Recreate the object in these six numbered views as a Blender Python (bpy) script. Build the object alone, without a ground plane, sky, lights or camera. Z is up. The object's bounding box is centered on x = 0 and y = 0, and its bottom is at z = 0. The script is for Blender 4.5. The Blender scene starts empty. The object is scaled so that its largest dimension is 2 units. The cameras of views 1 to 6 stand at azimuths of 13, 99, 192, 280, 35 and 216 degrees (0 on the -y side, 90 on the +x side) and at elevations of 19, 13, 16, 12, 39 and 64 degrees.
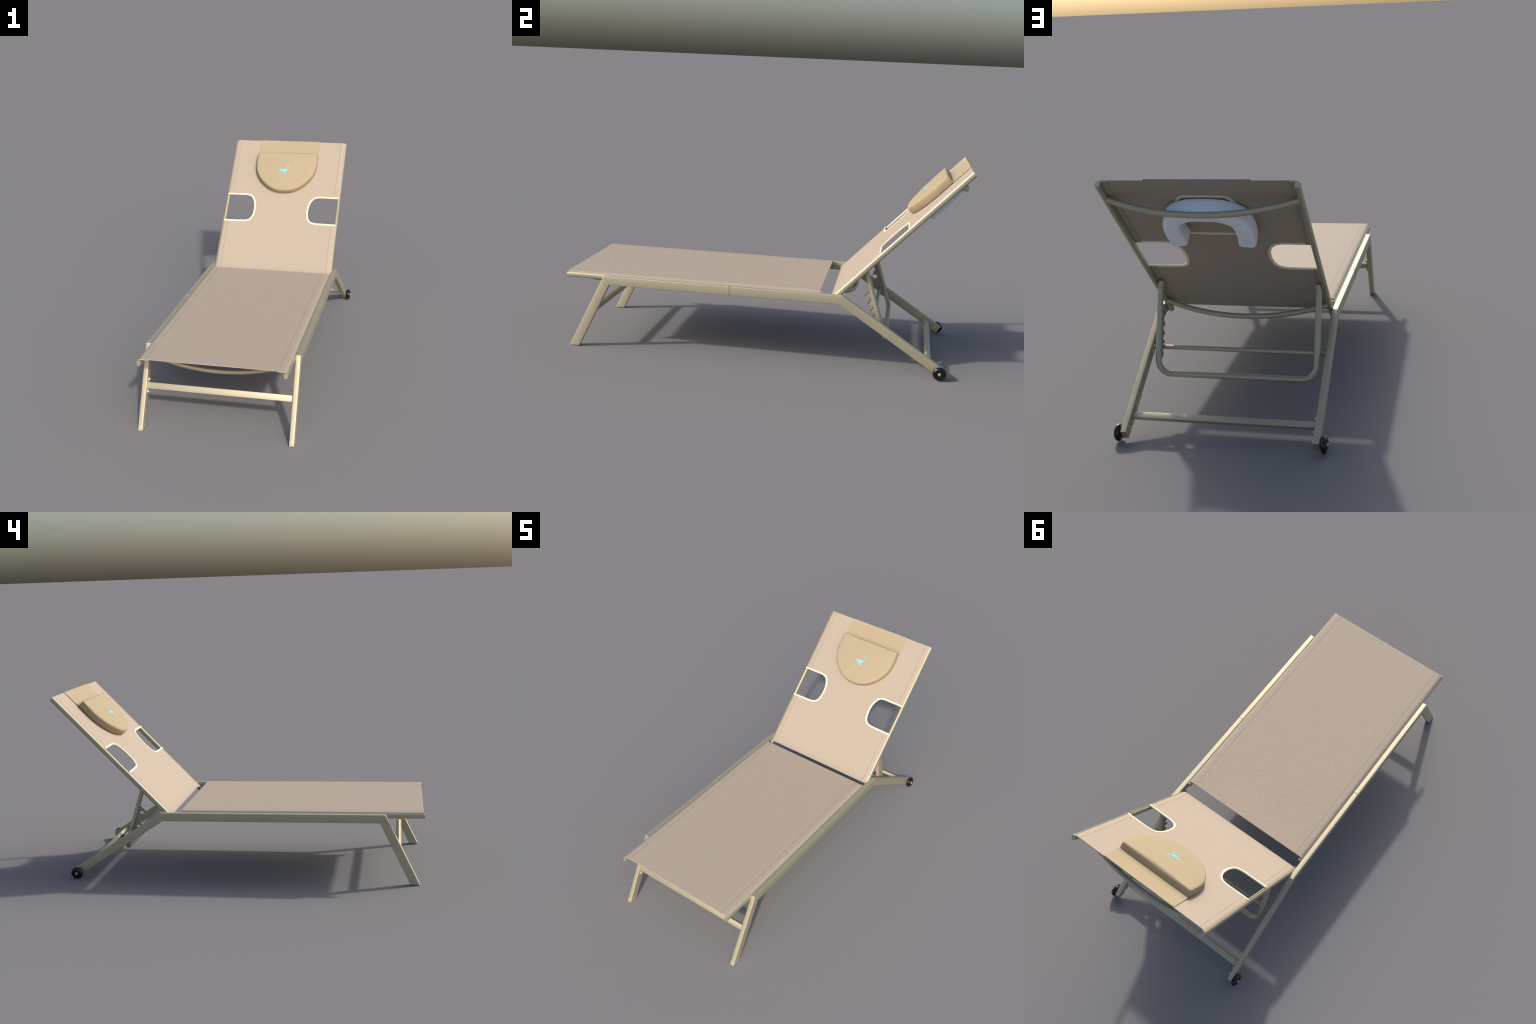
import bpy, bmesh, math, random
from mathutils import Vector, Matrix, noise

random.seed(7)
R = math.radians

# ------------------------------------------------------------------ materials
def new_mat(name, col, rough=0.5, spec=0.5, var=0.0, var_scale=30.0, bump=None, sheen=0.0, metal=0.0):
    m = bpy.data.materials.new(name); m.use_nodes = True
    nt = m.node_tree; N = nt.nodes; L = nt.links
    b = N["Principled BSDF"]
    b.inputs["Roughness"].default_value = rough
    b.inputs["Specular IOR Level"].default_value = spec
    b.inputs["Metallic"].default_value = metal
    if sheen:
        b.inputs["Sheen Weight"].default_value = sheen
    tc = N.new("ShaderNodeTexCoord")
    c = (*col, 1.0)
    if var > 0:
        nz = N.new("ShaderNodeTexNoise"); nz.inputs["Scale"].default_value = var_scale
        nz.inputs["Detail"].default_value = 5.0
        L.new(tc.outputs["Object"], nz.inputs["Vector"])
        rp = N.new("ShaderNodeValToRGB")
        rp.color_ramp.elements[0].position = 0.3; rp.color_ramp.elements[1].position = 0.7
        rp.color_ramp.elements[0].color = tuple(x * (1 - var) for x in col) + (1,)
        rp.color_ramp.elements[1].color = tuple(min(1, x * (1 + var)) for x in col) + (1,)
        L.new(nz.outputs["Fac"], rp.inputs["Fac"])
        L.new(rp.outputs["Color"], b.inputs["Base Color"])
    else:
        b.inputs["Base Color"].default_value = c
    if bump:
        prev = None
        for (scale, vec, strength, dist) in bump:
            mp = N.new("ShaderNodeMapping"); mp.inputs["Scale"].default_value = vec
            L.new(tc.outputs["Object"], mp.inputs["Vector"])
            n2 = N.new("ShaderNodeTexNoise"); n2.inputs["Scale"].default_value = scale
            n2.inputs["Detail"].default_value = 3.0
            L.new(mp.outputs["Vector"], n2.inputs["Vector"])
            bp = N.new("ShaderNodeBump"); bp.inputs["Strength"].default_value = strength
            bp.inputs["Distance"].default_value = dist
            L.new(n2.outputs["Fac"], bp.inputs["Height"])
            if prev: L.new(prev.outputs["Normal"], bp.inputs["Normal"])
            prev = bp
        L.new(prev.outputs["Normal"], b.inputs["Normal"])
    return m

def sling_mat(name, col, stitch_x, bump):
    """woven sling fabric with one dashed dark stitch line near each long edge"""
    m = new_mat(name, col, rough=0.72, spec=0.25, var=0.02, var_scale=45, bump=bump)
    nt = m.node_tree; N = nt.nodes; L = nt.links
    b = N["Principled BSDF"]
    tc = next(n for n in N if n.type == 'TEX_COORD')
    sep = N.new("ShaderNodeSeparateXYZ"); L.new(tc.outputs["Object"], sep.inputs[0])
    def math_(op, a, bb=None, c=None):
        n = N.new("ShaderNodeMath"); n.operation = op
        for i, v in enumerate((a, bb, c)):
            if v is None: continue
            if isinstance(v, (int, float)): n.inputs[i].default_value = v
            else: L.new(v, n.inputs[i])
        return n.outputs[0]
    ax = math_('ABSOLUTE', sep.outputs["X"])
    near = math_('COMPARE', ax, stitch_x, 0.0011)
    fr = math_('FRACT', math_('MULTIPLY', sep.outputs["Y"], 1 / 0.0105))
    dash = math_('LESS_THAN', fr, 0.68)
    fac = math_('MULTIPLY', math_('MULTIPLY', near, dash), 0.8)
    mix = N.new("ShaderNodeMix"); mix.data_type = 'RGBA'
    src = b.inputs["Base Color"].links[0].from_socket
    L.new(fac, mix.inputs["Factor"]); L.new(src, mix.inputs[6])
    mix.inputs[7].default_value = (col[0] * .35, col[1] * .34, col[2] * .32, 1)
    L.new(mix.outputs[2], b.inputs["Base Color"])
    return m

FRAME = new_mat("powder_coated_metal", (0.50, 0.455, 0.330), rough=0.57, spec=0.5, metal=0.7, var=0.015, var_scale=20)
CAP = new_mat("pale_plastic_cap", (0.55, 0.49, 0.38), rough=0.55, metal=0.5)
SEAT_FAB = sling_mat("seat_sling_fabric", (0.392, 0.323, 0.254), 0.311,
                     [(60, (1.0, 2.4, 1.0), 0.5, 0.0026), (170, (1, 1.6, 1), 0.3, 0.0010)])
BACK_FAB = sling_mat("back_sling_fabric", (0.392, 0.323, 0.254), 0.319,
                     [(70, (1.0, 2.0, 1.0), 0.2, 0.0020), (220, (1, 1, 1), 0.2, 0.0008)])
TRIM = new_mat("cream_binding", (0.86, 0.72, 0.50), rough=0.6, spec=0.3)
PILLOW = new_mat("tan_pillow_fabric", (0.375, 0.306, 0.196), rough=0.8, spec=0.2, var=0.012, var_scale=25,
                 bump=[(8, (1, 2, 1), 0.25, 0.004), (300, (1, 1, 1), 0.12, 0.0005)])
CUSHION = new_mat("pale_blue_cushion_fabric", (0.88, 0.90, 0.94), rough=0.85, spec=0.2,
                  bump=[(25, (1, 1, 1), 0.35, 0.004)])
EMBLEM = new_mat("cyan_print", (0.20, 0.54, 0.66), rough=0.6, spec=0.2)
COMB = new_mat("taupe_plastic", (0.40, 0.32, 0.27), rough=0.5)
TYRE = new_mat("black_rubber", (0.006, 0.006, 0.0065), rough=0.2, spec=0.5)
HUB = new_mat("black_hub_plastic", (0.008, 0.008, 0.009), rough=0.45)
BOLT = new_mat("coated_bolt", (0.50, 0.455, 0.34), rough=0.45, metal=0.7)

# ------------------------------------------------------------------ scene helpers
root = bpy.data.objects.new("sun_lounger", None)
bpy.context.collection.objects.link(root)
root["label"] = "beige metal sun lounger with fabric sling, pillow and wheels"
root["category"] = "sun lounger"

I4 = Matrix.Identity(4)

def place(name, me, parent=root, frame=I4, mat=None, smooth=None):
    ob = bpy.data.objects.new(name, me)
    bpy.context.collection.objects.link(ob)
    ob.parent = parent
    pw = parent["_w"] if parent is not root else None
    P = Matrix([pw[i * 4:i * 4 + 4] for i in range(4)]) if pw is not None else I4
    ob.matrix_parent_inverse = P.inverted()
    ob.matrix_basis = frame
    ob["_w"] = [v for row in frame for v in row]
    if mat and not me.materials:
        me.materials.append(mat)
    if smooth is not None:
        for p in me.polygons: p.use_smooth = True
        me.set_sharp_from_angle(angle=R(smooth))
    return ob

def mesh_from(name, verts, faces):
    me = bpy.data.meshes.new(name)
    me.from_pydata([tuple(v) for v in verts], [], faces)
    bm = bmesh.new(); bm.from_mesh(me)
    bmesh.ops.recalc_face_normals(bm, faces=bm.faces)
    bm.to_mesh(me); bm.free()
    return me

def box(name, sx, sy, sz, bev=0.002, seg=2):
    bm = bmesh.new()
    bmesh.ops.create_cube(bm, size=1.0)
    bmesh.ops.scale(bm, vec=(sx, sy, sz), verts=bm.verts)
    if bev:
        bmesh.ops.bevel(bm, geom=bm.edges[:], offset=bev, segments=seg, affect='EDGES', profile=0.6)
    me = bpy.data.meshes.new(name); bm.to_mesh(me); bm.free()
    return me

def loft(name, rings, closed_ring=True, cap=True):
    """skin a list of equal-length vertex rings"""
    n = len(rings[0]); V = [v for r in rings for v in r]; F = []
    for i in range(len(rings) - 1):
        for j in range(n if closed_ring else n - 1):
            k = (j + 1) % n
            F.append((i * n + j, i * n + k, (i + 1) * n + k, (i + 1) * n + j))
    if cap:
        F.append(tuple(range(n))); F.append(tuple(range((len(rings) - 1) * n, len(rings) * n)))
    return mesh_from(name, V, F)

def tube(name, pts, r, n=20):
    """round tube along a 3D polyline with parallel-transported rings"""
    pts = [Vector(p) for p in pts]; rings = []; u = None
    for i, p in enumerate(pts):
        d = (pts[min(i + 1, len(pts) - 1)] - pts[max(i - 1, 0)]).normalized()
        if u is None:
            u = d.orthogonal().normalized()
        u = (u - d * u.dot(d)).normalized(); w = d.cross(u)
        rings.append([p + r * (math.cos(a) * u + math.sin(a) * w)
                      for a in (2 * math.pi * k / n for k in range(n))])
    return loft(name, rings)

def lathe(name, prof, n=40):
    """revolve (axial, radius) profile about local x"""
    rings = [[Vector((a, rr * math.cos(t), rr * math.sin(t)))
              for t in (2 * math.pi * k / n for k in range(n))] for a, rr in prof]
    return loft(name, rings)

def catmull(pts, k=8, closed=False):
    pts = [Vector(p) for p in pts]; out = []; n = len(pts)
    rng = range(n if closed else n - 1)
    for i in rng:
        if closed:
            p0, p1, p2, p3 = (pts[(i + j - 1) % n] for j in range(4))
        else:
            p1, p2 = pts[i], pts[i + 1]
            p0 = pts[i - 1] if i else 2 * p1 - p2
            p3 = pts[i + 2] if i + 2 < n else 2 * p2 - p1
        for j in range(k):
            t = j / k
            out.append(0.5 * ((2 * p1) + (p2 - p0) * t + (2 * p0 - 5 * p1 + 4 * p2 - p3) * t * t
                              + (3 * p1 - p0 - 3 * p2 + p3) * t ** 3))
    if not closed: out.append(pts[-1])
    return out

def rounded_rect(hx, hy, r, seg=4):
    out = []
    for cx, cy, a0 in ((hx - r, hy - r, 0), (-hx + r, hy - r, 90), (-hx + r, -hy + r, 180), (hx - r, -hy + r, 270)):
        for k in range(seg + 1):
            a = R(a0 + 90 * k / seg); out.append((cx + r * math.cos(a), cy + r * math.sin(a)))
    return out

def frame_from(x, y, z, o):
    M = Matrix((x, y, z)).transposed().to_4x4(); M.translation = o
    return M

# ------------------------------------------------------------------ side frames (leg - rail - leg)
FX = 0.3672                       # centre of the side frame in x
TW, TH = 0.0240, 0.0455           # rectangular tube, width and depth
FOOT = Vector((0, -0.9527, 0.0)); CA = Vector((0, -0.7835, 0.3565))
CB = Vector((0, 0.4068, 0.3565)); END = Vector((0, 0.9162, 0.0297))
X = Vector((1, 0, 0))
d1 = (CA - FOOT).normalized(); d2 = (CB - CA).normalized(); d3 = (END - CB).normalized()
nrm = lambda d: X.cross(d)        # in-plane normal, left of travel
n1, n2, n3 = nrm(d1), nrm(d2), nrm(d3)
mit = lambda a, b: (a + b) / (1 + a.dot(b))
prof = rounded_rect(TW / 2, TH / 2, 0.0028)

def section(P, m, cx):
    return [P + X * (cx + px) + m * pn for px, pn in prof]

def miter_at(P, d, n, plane_n):   # cut the tube by a plane through P
    return n - d * (n.dot(plane_n) / d.dot(plane_n))

Z = Vector((0, 0, 1))
foot_m = miter_at(FOOT, d1, n1, Z)
CAP_H = 0.021
capP = FOOT + d1 * (CAP_H / d1.z)
jointY = -0.1532

for sgn in (1, -1):
    cx = sgn * FX
    leg = place("front_leg", loft("front_leg", [section(capP, foot_m, cx), section(CA, mit(n1, n2), cx)]), mat=FRAME, smooth=35)
    big = [(px * 1.03, pn * 1.015) for px, pn in prof]
    rc = []
    for zz, k in ((0.0, 0.96), (0.002, 1.0), (CAP_H, 1.0)):
        P = FOOT + d1 * (zz / d1.z)
        rc.append([P + X * (cx + px * 1.025 * k) + foot_m * (pn * 1.012 * k) for px, pn in prof])
    place("foot_cap", loft("foot_cap", rc), leg, mat=CAP, smooth=35)
    rail = place("side_rail", loft("side_rail", [section(CA, mit(n1, n2), cx), section(CB, mit(n2, n3), cx)]), mat=FRAME, smooth=35)
    jp = Vector((cx, jointY, 0.3565))
    rings = []
    for yy, k in ((-.0046, .9), (-.0040, 1.0), (.0034, 1.0), (.0042, .9)):
        rings.append([Vector((cx + px * (1 + .10 * k), jointY + yy, 0.3565 + pn * (1 + .06 * k))) for px, pn in prof])
    place("rail_joint_collar", loft("rail_joint_collar", rings), rail, mat=FRAME, smooth=35)
    place("rear_leg", loft("rear_leg", [section(CB, mit(n2, n3), cx), section(END, n3, cx)]), mat=FRAME, smooth=35)

# ------------------------------------------------------------------ bolts, braces, rod
dome_prof = [(-0.002, 0.0001), (-0.002, 0.0078), (0.0012, 0.0078), (0.0014, 0.0064), (0.0034, 0.0060),
             (0.0052, 0.0045), (0.0062, 0.0022), (0.0064, 0.0001)]
DOME = lathe("bolt", dome_prof, 20)
DOME.materials.append(BOLT)
for p in DOME.polygons: p.use_smooth = True
DOME.set_sharp_from_angle(angle=R(40))

def bolt(parent, pos, direction, name="bolt", s=1.0):
    x = Vector(direction).normalized(); y = x.orthogonal().normalized()
    M = frame_from(x, y, x.cross(y), Vector(pos)) @ Matrix.Scale(s, 4)
    return place(name, DOME, parent, M)

def brace(name, C, d, w_along, w_thick, rodr=None, boltgap=0.029, plate_len=0.078):
    """cross member between the two side frames; d = leg direction, C = centre on the leg axis"""
    n = X.cross(d); half = FX - TW / 2 - 0.0025
    M = frame_from(X, d, n, Vector((0, C[0], C[1])))
    if rodr:
        me = tube(name, [(-half, 0, 0), (half, 0, 0)], rodr, 24)
    else:
        me = box(name, 2 * half, w_along, w_thick, 0.0022)
    ob = place(name, me, frame=M, mat=FRAME, smooth=40)
    for sgn in (1, -1):
        pl = box("mounting_plate", 0.0028, plate_len, 0.020, 0.0008, 1)
        place("mounting_plate", pl, ob, M @ Matrix.Translation((sgn * (half + 0.0012), 0, 0)), FRAME, 40)
        for e in (1, -1):
            bolt(ob, M @ Vector((sgn * half, e * boltgap, 0)), (-sgn, 0, 0), s=1.3)
    return ob

brace("front_brace", (-0.864, 0.187), d1, 0.030, 0.020)
brace("rear_brace", (0.8445, 0.0765), d3, 0.0265, 0.0185)
brace("support_rod", (0.5705, 0.2510), d3, 0, 0, rodr=0.0090)

# ------------------------------------------------------------------ wheels
WR, WX, WY = 0.0335, 0.3935, 0.9045
tyre_prof = [(-.0125, .0105), (-.0125, .019)]
tyre_prof += [(-.0125 + .0125 * (1 - math.cos(a)), .0195 + (WR - .0195) * math.sin(a)) for a in (R(k) for k in range(8, 91, 9))]
tyre_prof += [(-a, r) for a, r in reversed(tyre_prof[2:-1])] + [(.0125, .0190), (.0105, .0178), (.0090, .0165), (.0086, .0105)]
hub_prof = [(-.0127, .0001), (-.0127, .0108), (.0078, .0170), (.0078, .0125), (.0100, .0112), (.0100, .0001)]
for sgn in (1, -1):
    M = Matrix.Translation((sgn * WX, WY, WR)) @ Matrix.Scale(sgn, 4, X)
    M = Matrix.Translation((sgn * WX, WY, WR)) @ (I4 if sgn > 0 else Matrix.Rotation(math.pi, 4, 'Z'))
    w = place("wheel", lathe("wheel", tyre_prof, 56), frame=M, mat=TYRE, smooth=40)
    hub = place("wheel_hub", lathe("wheel_hub", hub_prof, 40), w, M, HUB, 35)
    for k in range(5):
        a = 2 * math.pi * k / 5 + .3
        sp = box("hub_rib", 0.004, 0.0022, 0.007, 0.0005, 1)
        place("hub_rib", sp, w, M @ Matrix.Translation((.0086, .0145 * math.sin(a), .0145 * math.cos(a))) @ Matrix.Rotation(-a, 4, 'X'), HUB)
    ax = lathe("axle_bolt", [(-.02, .0045), (.0100, .0045), (.0102, .0078), (.0135, .0076), (.0155, .0058), (.0162, .003), (.0163, .0001)], 24)
    place("axle_bolt", ax, w, M, BOLT, 40)
    bolt(w, (sgn * (FX - TW / 2 - .0005), 0.8990, 0.0395), (-sgn, 0, 0), "axle_nut", 1.25)

# ------------------------------------------------------------------ oval sling tubes
TX, OW, OH = 0.3458, 0.0093, 0.0136      # tube centre, half width, half height
def oval(groove=True, n=10, sc=1.0):
    w, h = OW * sc, OH * sc; out = []
    for k in range(n + 1):
        a = R(180 * k / n)
        x, z = w * math.cos(a), (h - w) + w * math.sin(a)
        out.append((x, z))
    if groove:
        g = 0.0022; top = math.sqrt(OW ** 2 - g ** 2) + OH - OW
        i = next(i for i, p in enumerate(out) if p[0] < g)
        out = [p for p in out if p[0] > g * 1.2] + [(g, top), (g, top - .006), (-g, top - .006), (-g, top)] + [p for p in out if p[0] < -g * 1.2]
    for k in range(n + 1):
        a = R(180 + 180 * k / n)
        out.append((w * math.cos(a), -(h - w) + w * math.sin(a)))
    return out

def oval_tube(name, x0, y0, y1, zc, frame=I4):
    pr = oval()
    ob = place(name, loft(name, [[Vector((x0 + px, y, zc + pz)) for px, pz in pr] for y in (y0, y1)]), frame=frame, mat=FRAME, smooth=35)
    for e, s in ((y0, -1), (y1, 1)):
        pc = oval(False)
        rings = [[Vector((x0 + px * k, e + s * dy, zc + pz * k)) for px, pz in pc] for dy, k in ((-.004, .97), (.0006, 1.0), (.0018, .95))]
        place("tube_end_plug", loft("tube_end_plug", rings), ob, frame, CAP if False else FRAME, 35)
    return ob

# sling cross-section: sheet with a folded, stitched sleeve over each tube
def sling_profile(top, fold_x):
    half = [(0.0, 0), (0.15, 0), (0.30, 0), (0.326, -.0001), (0.334, -.0004), (0.3395, -.0013), (0.3440, -.0028), (0.3476, -.0054),
            (0.3488, -.0066), (0.3492, -.0084), (0.3478, -.0088), (0.3468, -.0078), (0.3450, -.0072), (0.3400, -.0068), (0.330, -.0066),
            (fold_x - .0015, -.0064), (fold_x - .0020, -.0034), (0.30, -.0030), (0.15, -.0030), (0.0, -.0030)]
    right = [(x, top + z) for x, z in half]
    left = [(-x, top + z) for x, z in half[1:-1]]
    return right + left[::-1]

SEAT_TOP = 0.3882
for sgn in (1, -1):
    oval_tube("seat_frame_tube", sgn * TX, -0.9982, 0.312, 0.3672)
sp = sling_profile(SEAT_TOP, 0.309)
ys = [-0.9945, -0.9935] + [-0.99 + 1.286 * k / 24 for k in range(25)] + [0.2995, 0.3005]
rings = []
for i, y in enumerate(ys):
    e = 0.0004 if i in (0, len(ys) - 1) else 0
    rings.append([Vector((x, y, z - (e if z > SEAT_TOP - .002 else -e if z < SEAT_TOP - .0028 else 0))) for x, z in sp])
place("seat_sling", loft("seat_sling", rings), mat=SEAT_FAB, smooth=30)

def bow_bar(name, y, zc, depth, frame=I4):
    """crossbar bowed away from the sling"""
    pts = []
    for k in range(41):
        u = -1 + 2 * k / 40; x = 0.337 * u
        pts.append((x, y, zc - 0.004 - depth * (1 - abs(u) ** 2.1)))
    return place(name, tube(name, pts, 0.0110, 24), frame=frame, mat=FRAME, smooth=40)

bow_bar("seat_crossbar", -0.875, 0.3655, 0.062)

# ------------------------------------------------------------------ backrest (local: x, up along backrest, out of the front face)
BA = R(46.3)
A = Vector((0, math.cos(BA), math.sin(BA))); NB = Vector((0, -math.sin(BA), math.cos(BA)))
BM = frame_from(X, A, NB, Vector((0, 0.9800, 1.0155)))       # origin: top end, level with the tube crest

for sgn in (1, -1):
    oval_tube("back_frame_tube", sgn * TX, -0.925, -0.0018, -OH, BM)
bow_bar("back_crossbar", -0.087, -OH, 0.062, BM)
bow_bar("back_crossbar", -0.840, -OH, 0.062, BM)

BTOP = 0.0025
bp = sling_profile(BTOP, 0.317)
ts = [-0.0005, -0.0015] + [-0.01 - 0.885 * k / 24 for k in range(25)] + [-0.9040, -0.9050]
back_me = loft("back_sling", [[Vector((x, t, z)) for x, z in bp] for t in ts])

# arm openings: rounded D open towards the tube
hole = [(0.3465, .3890), (0.28, .3886), (0.218, .3897), (0.186, .4045), (0.166, .440), (0.1585, .488),
        (0.164, .538), (0.182, .5685), (0.215, .5810), (0.28, .5835), (0.3465, .5840)]
hole_pts = catmull([(x, -t, 0) for x, t in hole], 8)
BW = 0.0104
def offset_path(pts, d):
    out = []
    for i, p in enumerate(pts):
        tng = (pts[min(i + 1, len(pts) - 1)] - pts[max(i - 1, 0)]).normalized()
        out.append(p + Vector((-tng.y, tng.x, 0)) * d)
    return out

tmp = bpy.data.objects.new("tmp", back_me); bpy.context.collection.objects.link(tmp)
cut_obs = []
for sgn in (1, -1):
    inner = offset_path(hole_pts, BW * .55)
    poly = [Vector((0.40, inner[0].y, 0))] + inner + [Vector((0.40, inner[-1].y, 0))]
    rings = [[Vector((sgn * p.x, p.y, z)) for p in poly] for z in (-0.05, 0.05)]
    cme = loft("cut", rings)
    co = bpy.data.objects.new("cut", cme); bpy.context.collection.objects.link(co); cut_obs.append(co)
    md = tmp.modifiers.new("b", 'BOOLEAN'); md.operation = 'DIFFERENCE'; md.solver = 'EXACT'; md.object = co
dg = bpy.context.evaluated_depsgraph_get()
back_cut = bpy.data.meshes.new_from_object(tmp.evaluated_get(dg)); back_cut.name = "back_sling"
for o in cut_obs + [tmp]:
    bpy.data.objects.remove(o)
back = place("back_sling", back_cut, frame=BM, mat=BACK_FAB, smooth=30)

def band(name, path, w, z0, z1, b=0.0009, closed=False):
    """flat binding of width w on the left of the path, between heights z0 and z1"""
    rings = []; n = len(path)
    for i, p in enumerate(path):
        if closed:
            tng = path[(i + 1) % n] - path[i - 1]
        else:
            tng = path[min(i + 1, n - 1)] - path[max(i - 1, 0)]
        nl = Vector((-tng.y, tng.x, 0)).normalized()
        cs = [(0, z0 + b), (b, z0), (w - b, z0), (w, z0 + b), (w, z1 - b), (w - b, z1), (b, z1), (0, z1 - b)]
        rings.append([p + nl * s + Vector((0, 0, h)) for s, h in cs])
    if closed: rings.append(rings[0])
    return loft(name, rings, cap=not closed)

for sgn in (1, -1):
    me = band("arm_hole_binding", hole_pts, BW, BTOP - .0052, BTOP + .0018)
    if sgn < 0:
        for v in me.vertices: v.co.x *= -1
        me.flip_normals()
    place("arm_hole_binding", me, back, BM, TRIM, 35)

# face opening, bound on the back and closed by the pillow
face = [(0.0, .0845), (0.05, .0848), (0.078, .0872), (0.098, .105), (0.118, .145), (0.131, .20), (0.134, .25), (0.126, .30), (0.105, .328), (0.06, .3335), (0, .3335)]
full = [(x, -t, 0) for x, t in face] + [(-x, -t, 0) for x, t in face[-2:0:-1]]
face_pts = catmull(full, 6, True)
place("face_opening_binding", band("face_opening_binding", face_pts[::-1], 0.0112, BTOP - .0052, BTOP - .0026, .0006, True), back, BM, TRIM, 35)

# ------------------------------------------------------------------ headrest pillow
P_TOP, P_BOT, P_HW, P_BASE = -0.107, -0.3745, 0.1845, BTOP + 0.003
right = [(0.0, P_TOP), (0.09, P_TOP + .0005), (0.165, P_TOP), (0.178, P_TOP - .0012), (0.1826, P_TOP - .0085), (0.1845, -0.140), (0.186, -0.175), (0.183, -0.212), (0.172, -0.253),
         (0.151, -0.291), (0.121, -0.325), (0.083, -0.354), (0.042, -0.370), (0.0, P_BOT)]
outl = catmull([(x * 1.012, y - .0012, 0) for x, y in right] + [(-x * 1.012, y - .0012, 0) for x, y in right[-2:0:-1]], 8, True)
PC = Vector((0, -0.222, 0))

def dome(x, y):
    """height of the pillow's top face above its base"""
    u = (y - P_BOT) / (P_TOP - P_BOT)          # 0 at lower tip, 1 at straight edge
    base = 0.0388 + 0.0030 * u
    k = max(0.0, 1 - (x / 0.19) ** 2) * max(0.0, 1 - ((u - .5) / .56) ** 2)
    crease = -0.0016 * math.exp(-(((x - .085) * .55 + (y + .315) * .85) / .012) ** 2) * math.exp(-((x - .07) / .06) ** 2)
    return base + 0.0075 * k + crease + 0.0010 * noise.noise(Vector((x * 14, y * 14, 3.1)))

wall = [(0.000, 0.0), (-0.0010, .004), (-0.0020, .014), (-0.0017, .025), (-0.0004, .0325), (0.0010, .0362), (0.0030, .0385), (0.0060, .0398)]
rings = []
for inset, h in wall:
    ring = []
    for p in outl:
        q = p - PC; r = q.length; q = PC + q * (1 - inset / r)
        hs = (dome(p.x, p.y) / 0.0408)
        wob = 0.0006 * noise.noise(Vector((p.x * 30, p.y * 30, h * 40)))
        ring.append(Vector((q.x, q.y, P_BASE + h * hs + wob)))
    rings.append(ring)
for k in (0.95, 0.92, 0.9, 0.86, 0.8, 0.72, 0.62, 0.5, 0.38, 0.26, 0.14, 0.05):
    ring = []
    for p in outl:
        q = PC + (p - PC) * k
        edge = 0.0010 * max(0, (k - .86) / .08)
        ring.append(Vector((q.x, q.y, P_BASE + dome(q.x, q.y) + .0008 - edge)))
    rings.append(ring)
pil = place("headrest_pillow", loft("headrest_pillow", rings), frame=BM, mat=PILLOW, smooth=50)

# fabric flap that hangs the pillow over the upper sling edge
rings = []
nx = 30
for k in range(13):
    y = 0.0010 - (0.0010 + 0.112) * k / 12
    topz, botz = [], []
    for i in range(nx + 1):
        x = -0.1862 + 2 * 0.1862 * i / nx
        wv = 0.0012 * noise.noise(Vector((x * 7, y * 40, 1.7)))
        lift = 0.0022 + 0.0010 * math.exp(-((abs(x) - .186) / .02) ** 2)
        bulge = 0.006 * max(0, 1 - (k / 12 - 1) ** 2 * 30)
        z = BTOP + 0.0022 + wv + lift * .5 + bulge
        topz.append(Vector((x, y, z))); botz.append(Vector((x, y, BTOP + .0006 + lift * .4 * math.sin(math.pi * k / 12))))
    rings.append(topz + botz[::-1])
place("pillow_flap", loft("pillow_flap", rings), pil, BM, PILLOW, 40)

# running bird emblem printed on the pillow: one closed outline (x right, y up, in units of its height)
bird = [(.93, .955), (.86, .985), (.80, .965), (.765, .915), (.775, .865), (.825, .800), (.855, .740), (.850, .685),
        (.815, .635), (.760, .615), (.690, .625), (.600, .652), (.500, .655), (.400, .635), (.320, .600), (.285, .590), (.225, .625),
        (.150, .660), (.135, .625), (.085, .615), (.090, .575), (.045, .560), (.070, .525), (.050, .495), (.095, .480), (.105, .445), (.170, .455),
        (.270, .475), (.360, .460), (.430, .440), (.350, .410), (.285, .345), (.215, .240), (.150, .175), (.085, .110), (.055, .055), (.115, .050),
        (.165, .105), (.190, .160), (.250, .225), (.330, .325), (.390, .380), (.465, .400), (.490, .385), (.475, .320), (.500, .280),
        (.560, .275), (.640, .290), (.715, .290), (.790, .235), (.860, .200), (.880, .230), (.835, .275), (.770, .320), (.700, .340), (.620, .325), (.570, .335),
        (.600, .385), (.650, .430), (.720, .455), (.790, .500), (.850, .570), (.895, .660), (.900, .745), (.880, .820), (.850, .880), (.865, .910), (.950, .920), (.985, .925)]
from mathutils.geometry import tessellate_polygon
S = 0.0760; ox, oy = -0.0375, -0.2815
loop = [Vector((ox + x * S * .82, oy + y * S * 1.02, 0)) for x, y in bird]
tris = tessellate_polygon([loop])
bm = bmesh.new()
top = [bm.verts.new((p.x, p.y, P_BASE + dome(p.x, p.y) + .0016)) for p in loop]
low = [bm.verts.new((p.x, p.y, P_BASE + dome(p.x, p.y) - .0010)) for p in loop]
for t in tris:
    bm.faces.new([top[i] for i in t]); bm.faces.new([low[i] for i in reversed(t)])
for i in range(len(loop)):
    j = (i + 1) % len(loop); bm.faces.new((top[i], low[i], low[j], top[j]))
bmesh.ops.recalc_face_normals(bm, faces=bm.faces)
me = bpy.data.meshes.new("bird_emblem"); bm.to_mesh(me); bm.free()
place("bird_emblem", me, pil, BM, EMBLEM)

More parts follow.
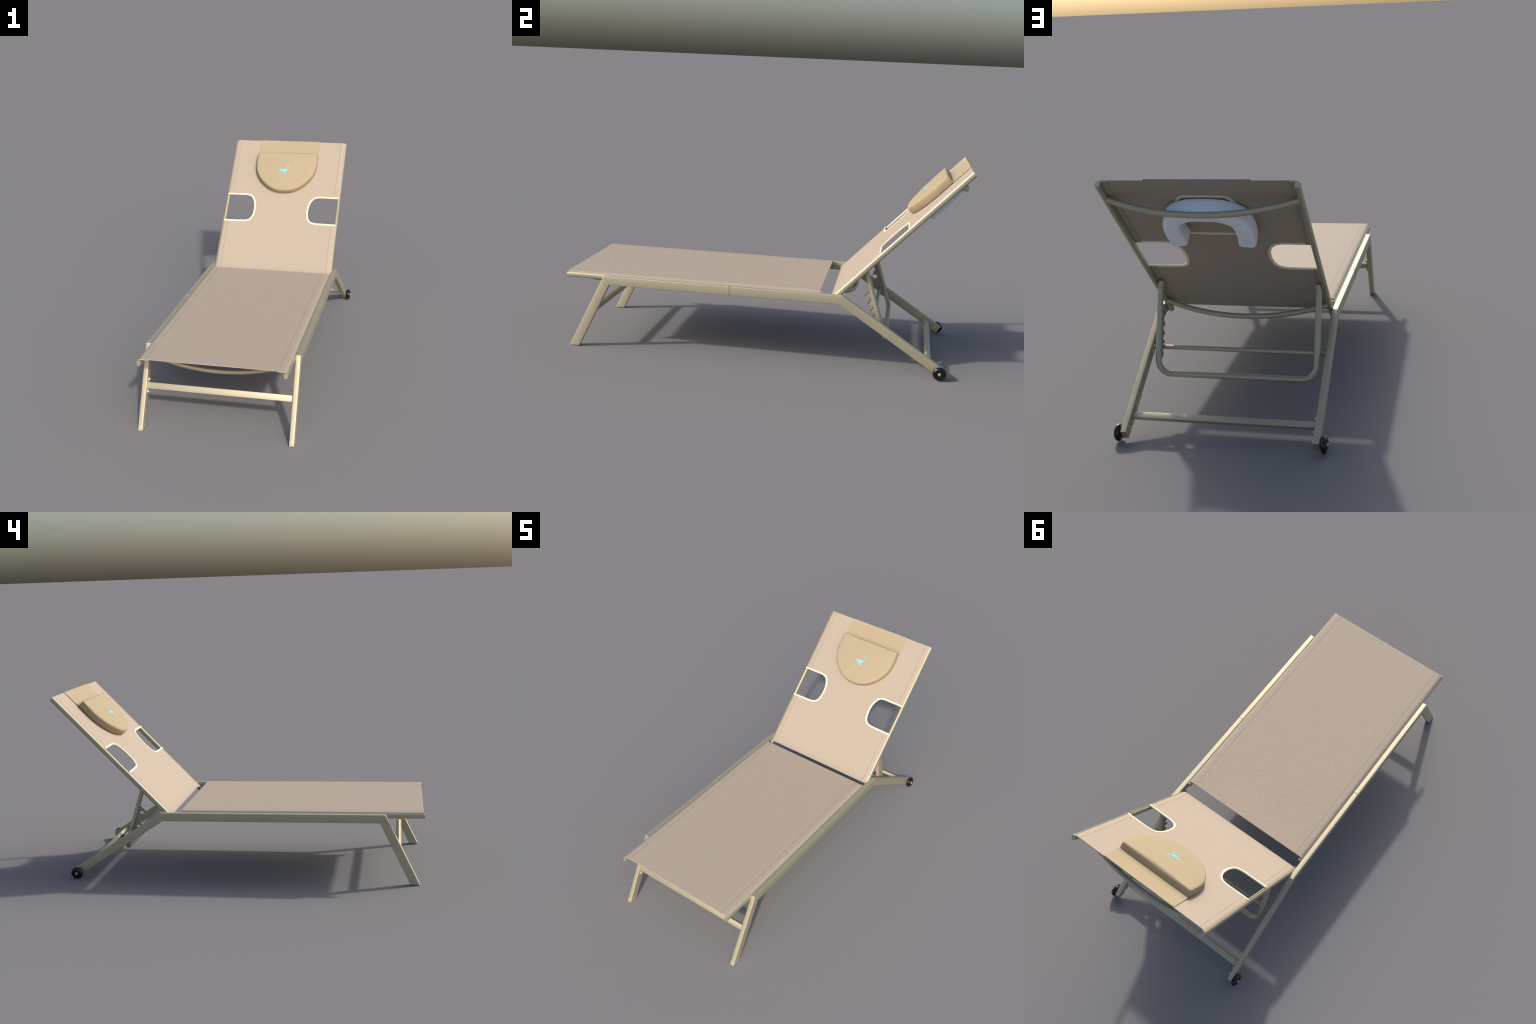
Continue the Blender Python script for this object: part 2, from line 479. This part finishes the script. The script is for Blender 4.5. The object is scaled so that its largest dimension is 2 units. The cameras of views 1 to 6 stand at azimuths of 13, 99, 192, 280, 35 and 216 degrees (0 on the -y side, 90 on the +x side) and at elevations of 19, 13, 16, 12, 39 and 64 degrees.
# ------------------------------------------------------------------ U-shaped cushion under the backrest
ctr = [(.124, .302), (.128, .270), (.130, .232), (.126, .188), (.106, .148), (.058, .124), (0, .119)]
path = catmull([(x, -t, 0) for x, t in ctr] + [(-x, -t, 0) for x, t in ctr[-2::-1]], 14)
rings = []; n = len(path); NR = 40
for i, p in enumerate(path):
    tng = (path[min(i + 1, n - 1)] - path[max(i - 1, 0)]).normalized()
    nl = Vector((-tng.y, tng.x, 0))                      # towards the outside of the U or inside, by travel
    u = i / (n - 1)
    endk = min(1, .86 + min(i, n - 1 - i) * .05)
    mid = math.exp(-((u - .5) / .22) ** 2)
    hw = (0.0325 - 0.001 * mid) * endk; hd = 0.0360
    seam = 1 - 0.07 * math.exp(-((abs(u - .5) - .215) / .006) ** 2) - 0.03 * math.exp(-((abs(u - .5) - .11) / .006) ** 2)
    ring = []
    for k in range(NR):
        a = 2 * math.pi * k / NR; c, s = math.cos(a), math.sin(a)
        e = 0.34 + .26 * mid
        cx = hw * seam * math.copysign(abs(c) ** e, c); sz = hd * seam * math.copysign(abs(s) ** e, s)
        q = p + nl * cx + Vector((0, 0, -0.0385 + sz))
        q += Vector((0, 0, 1)) * 0.0014 * noise.noise(q * 32) + nl * 0.0016 * noise.noise(q * 38 + Vector((5, 2, 1)))
        ring.append(q)
    rings.append(ring)
cap0 = [p + (sum(rings[0], Vector()) / NR - p) * .12 - Vector((0, 0.004, 0)) for p in rings[0]]
cap1 = [p + (sum(rings[-1], Vector()) / NR - p) * .12 - Vector((0, 0.004, 0)) for p in rings[-1]]
place("neck_cushion", loft("neck_cushion", [cap0] + rings + [cap1]), frame=BM, mat=CUSHION, smooth=50)

# ------------------------------------------------------------------ prop stand with ratchet combs
SD = Vector((0, 0.3134, -0.9496)); SW = Vector((0, -0.9496, -0.3134))
SM = frame_from(X, SD, X.cross(SD), Vector((0, 0.515, 0.509)))   # local y runs down the stand
wz = SW.dot(X.cross(SD))                                         # sign of "forward" in local z
SX, SLEN, RC, SR = 0.3232, 0.366, 0.055, 0.0124
pts = [(-SX, -0.006, 0), (-SX, 0.1, 0), (-SX, .2, 0)]
for k in range(13):
    a = R(90 * k / 12); pts.append((-SX + RC - RC * math.cos(a), SLEN - RC + RC * math.sin(a), 0))
pts += [(x, y, z) for x, y, z in [(-p[0], p[1], p[2]) for p in reversed(pts)]]
stand = place("support_stand", tube("support_stand", pts, SR, 22), frame=SM, mat=FRAME, smooth=40)

comb = [(.108, .0085), (.110, .0145), (.1185, .030), (.1265, .0475), (.1335, .0470)]
tips = [.1325, .1770, .2135, .2480]
for i, s in enumerate(tips):
    if i: comb.append((s - .0015, .0455))
    comb += [(s, .0440), (s - .0022, .0375), (s - .0022, .0300), (s + .0015, .0240), (s + .0080, .0212), (s + .0140, .0205)]
comb += [(.278, .0245), (.288, .0320), (.2945, .0318), (.306, .0180), (.311, .0085)]
def comb_mesh():
    """toothed plate: raised rim all round, recessed web on both sides"""
    T2, REC, RIM = 0.0068, 0.0035, 0.0017
    P = [Vector((q[0], q[1])) for q in comb]; n = len(P)
    area = sum(P[i].x * P[(i + 1) % n].y - P[(i + 1) % n].x * P[i].y for i in range(n))
    sg = 1 if area > 0 else -1
    Q = []
    for i in range(n):
        e0 = (P[i] - P[i - 1]).normalized(); e1 = (P[(i + 1) % n] - P[i]).normalized()
        m0 = Vector((-e0.y, e0.x)) * sg; m1 = Vector((-e1.y, e1.x)) * sg
        m = m0 + m1; k = max(0.55, 1 + m0.dot(m1))
        Q.append(P[i] + m * (RIM / k))
    bm = bmesh.new()
    mk = lambda pts, x: [bm.verts.new((x, p.x, wz * p.y)) for p in pts]
    tri = tessellate_polygon([[Vector((p.x, p.y, 0)) for p in Q]])
    outer = {}
    for sx in (1, -1):
        o, i_, w = mk(P, sx * T2), mk(Q, sx * T2), mk(Q, sx * (T2 - REC))
        outer[sx] = o
        for k in range(n):
            j = (k + 1) % n
            bm.faces.new((o[k], o[j], i_[j], i_[k])); bm.faces.new((i_[k], i_[j], w[j], w[k]))
        for t in tri: bm.faces.new([w[q] for q in t])
    for k in range(n):
        j = (k + 1) % n
        bm.faces.new((outer[1][k], outer[1][j], outer[-1][j], outer[-1][k]))
    bmesh.ops.recalc_face_normals(bm, faces=bm.faces)
    me = bpy.data.meshes.new("ratchet_comb"); bm.to_mesh(me); bm.free()
    return me
cm = comb_mesh(); cm.materials.append(COMB)
for sgn in (1, -1):
    place("ratchet_comb", cm, stand, SM @ Matrix.Translation((sgn * (SX - .002), 0, 0)))
    bolt(stand, SM @ Vector((sgn * (SX - SR + .001), 0.004, 0)), (-sgn, 0, 0), "pivot_bolt", .9)
    pin = tube("pivot_pin", [(sgn * (SX + SR - .003), .0, 0), (sgn * (TX - OW + .002), 0, 0)], .004, 14)
    place("pivot_pin", pin, stand, SM @ Matrix.Translation((0, .004, 0)), BOLT, 40)

# hinge pins between backrest tubes and side rails
for sgn in (1, -1):
    hp = tube("hinge_pin", [(sgn * (TX - .012), 0.372, 0.356), (sgn * (FX - .004), 0.372, 0.356)], .006, 16)
    place("hinge_pin", hp, mat=BOLT, smooth=40)

for o in bpy.data.objects:
    if "_w" in o.keys(): del o["_w"]
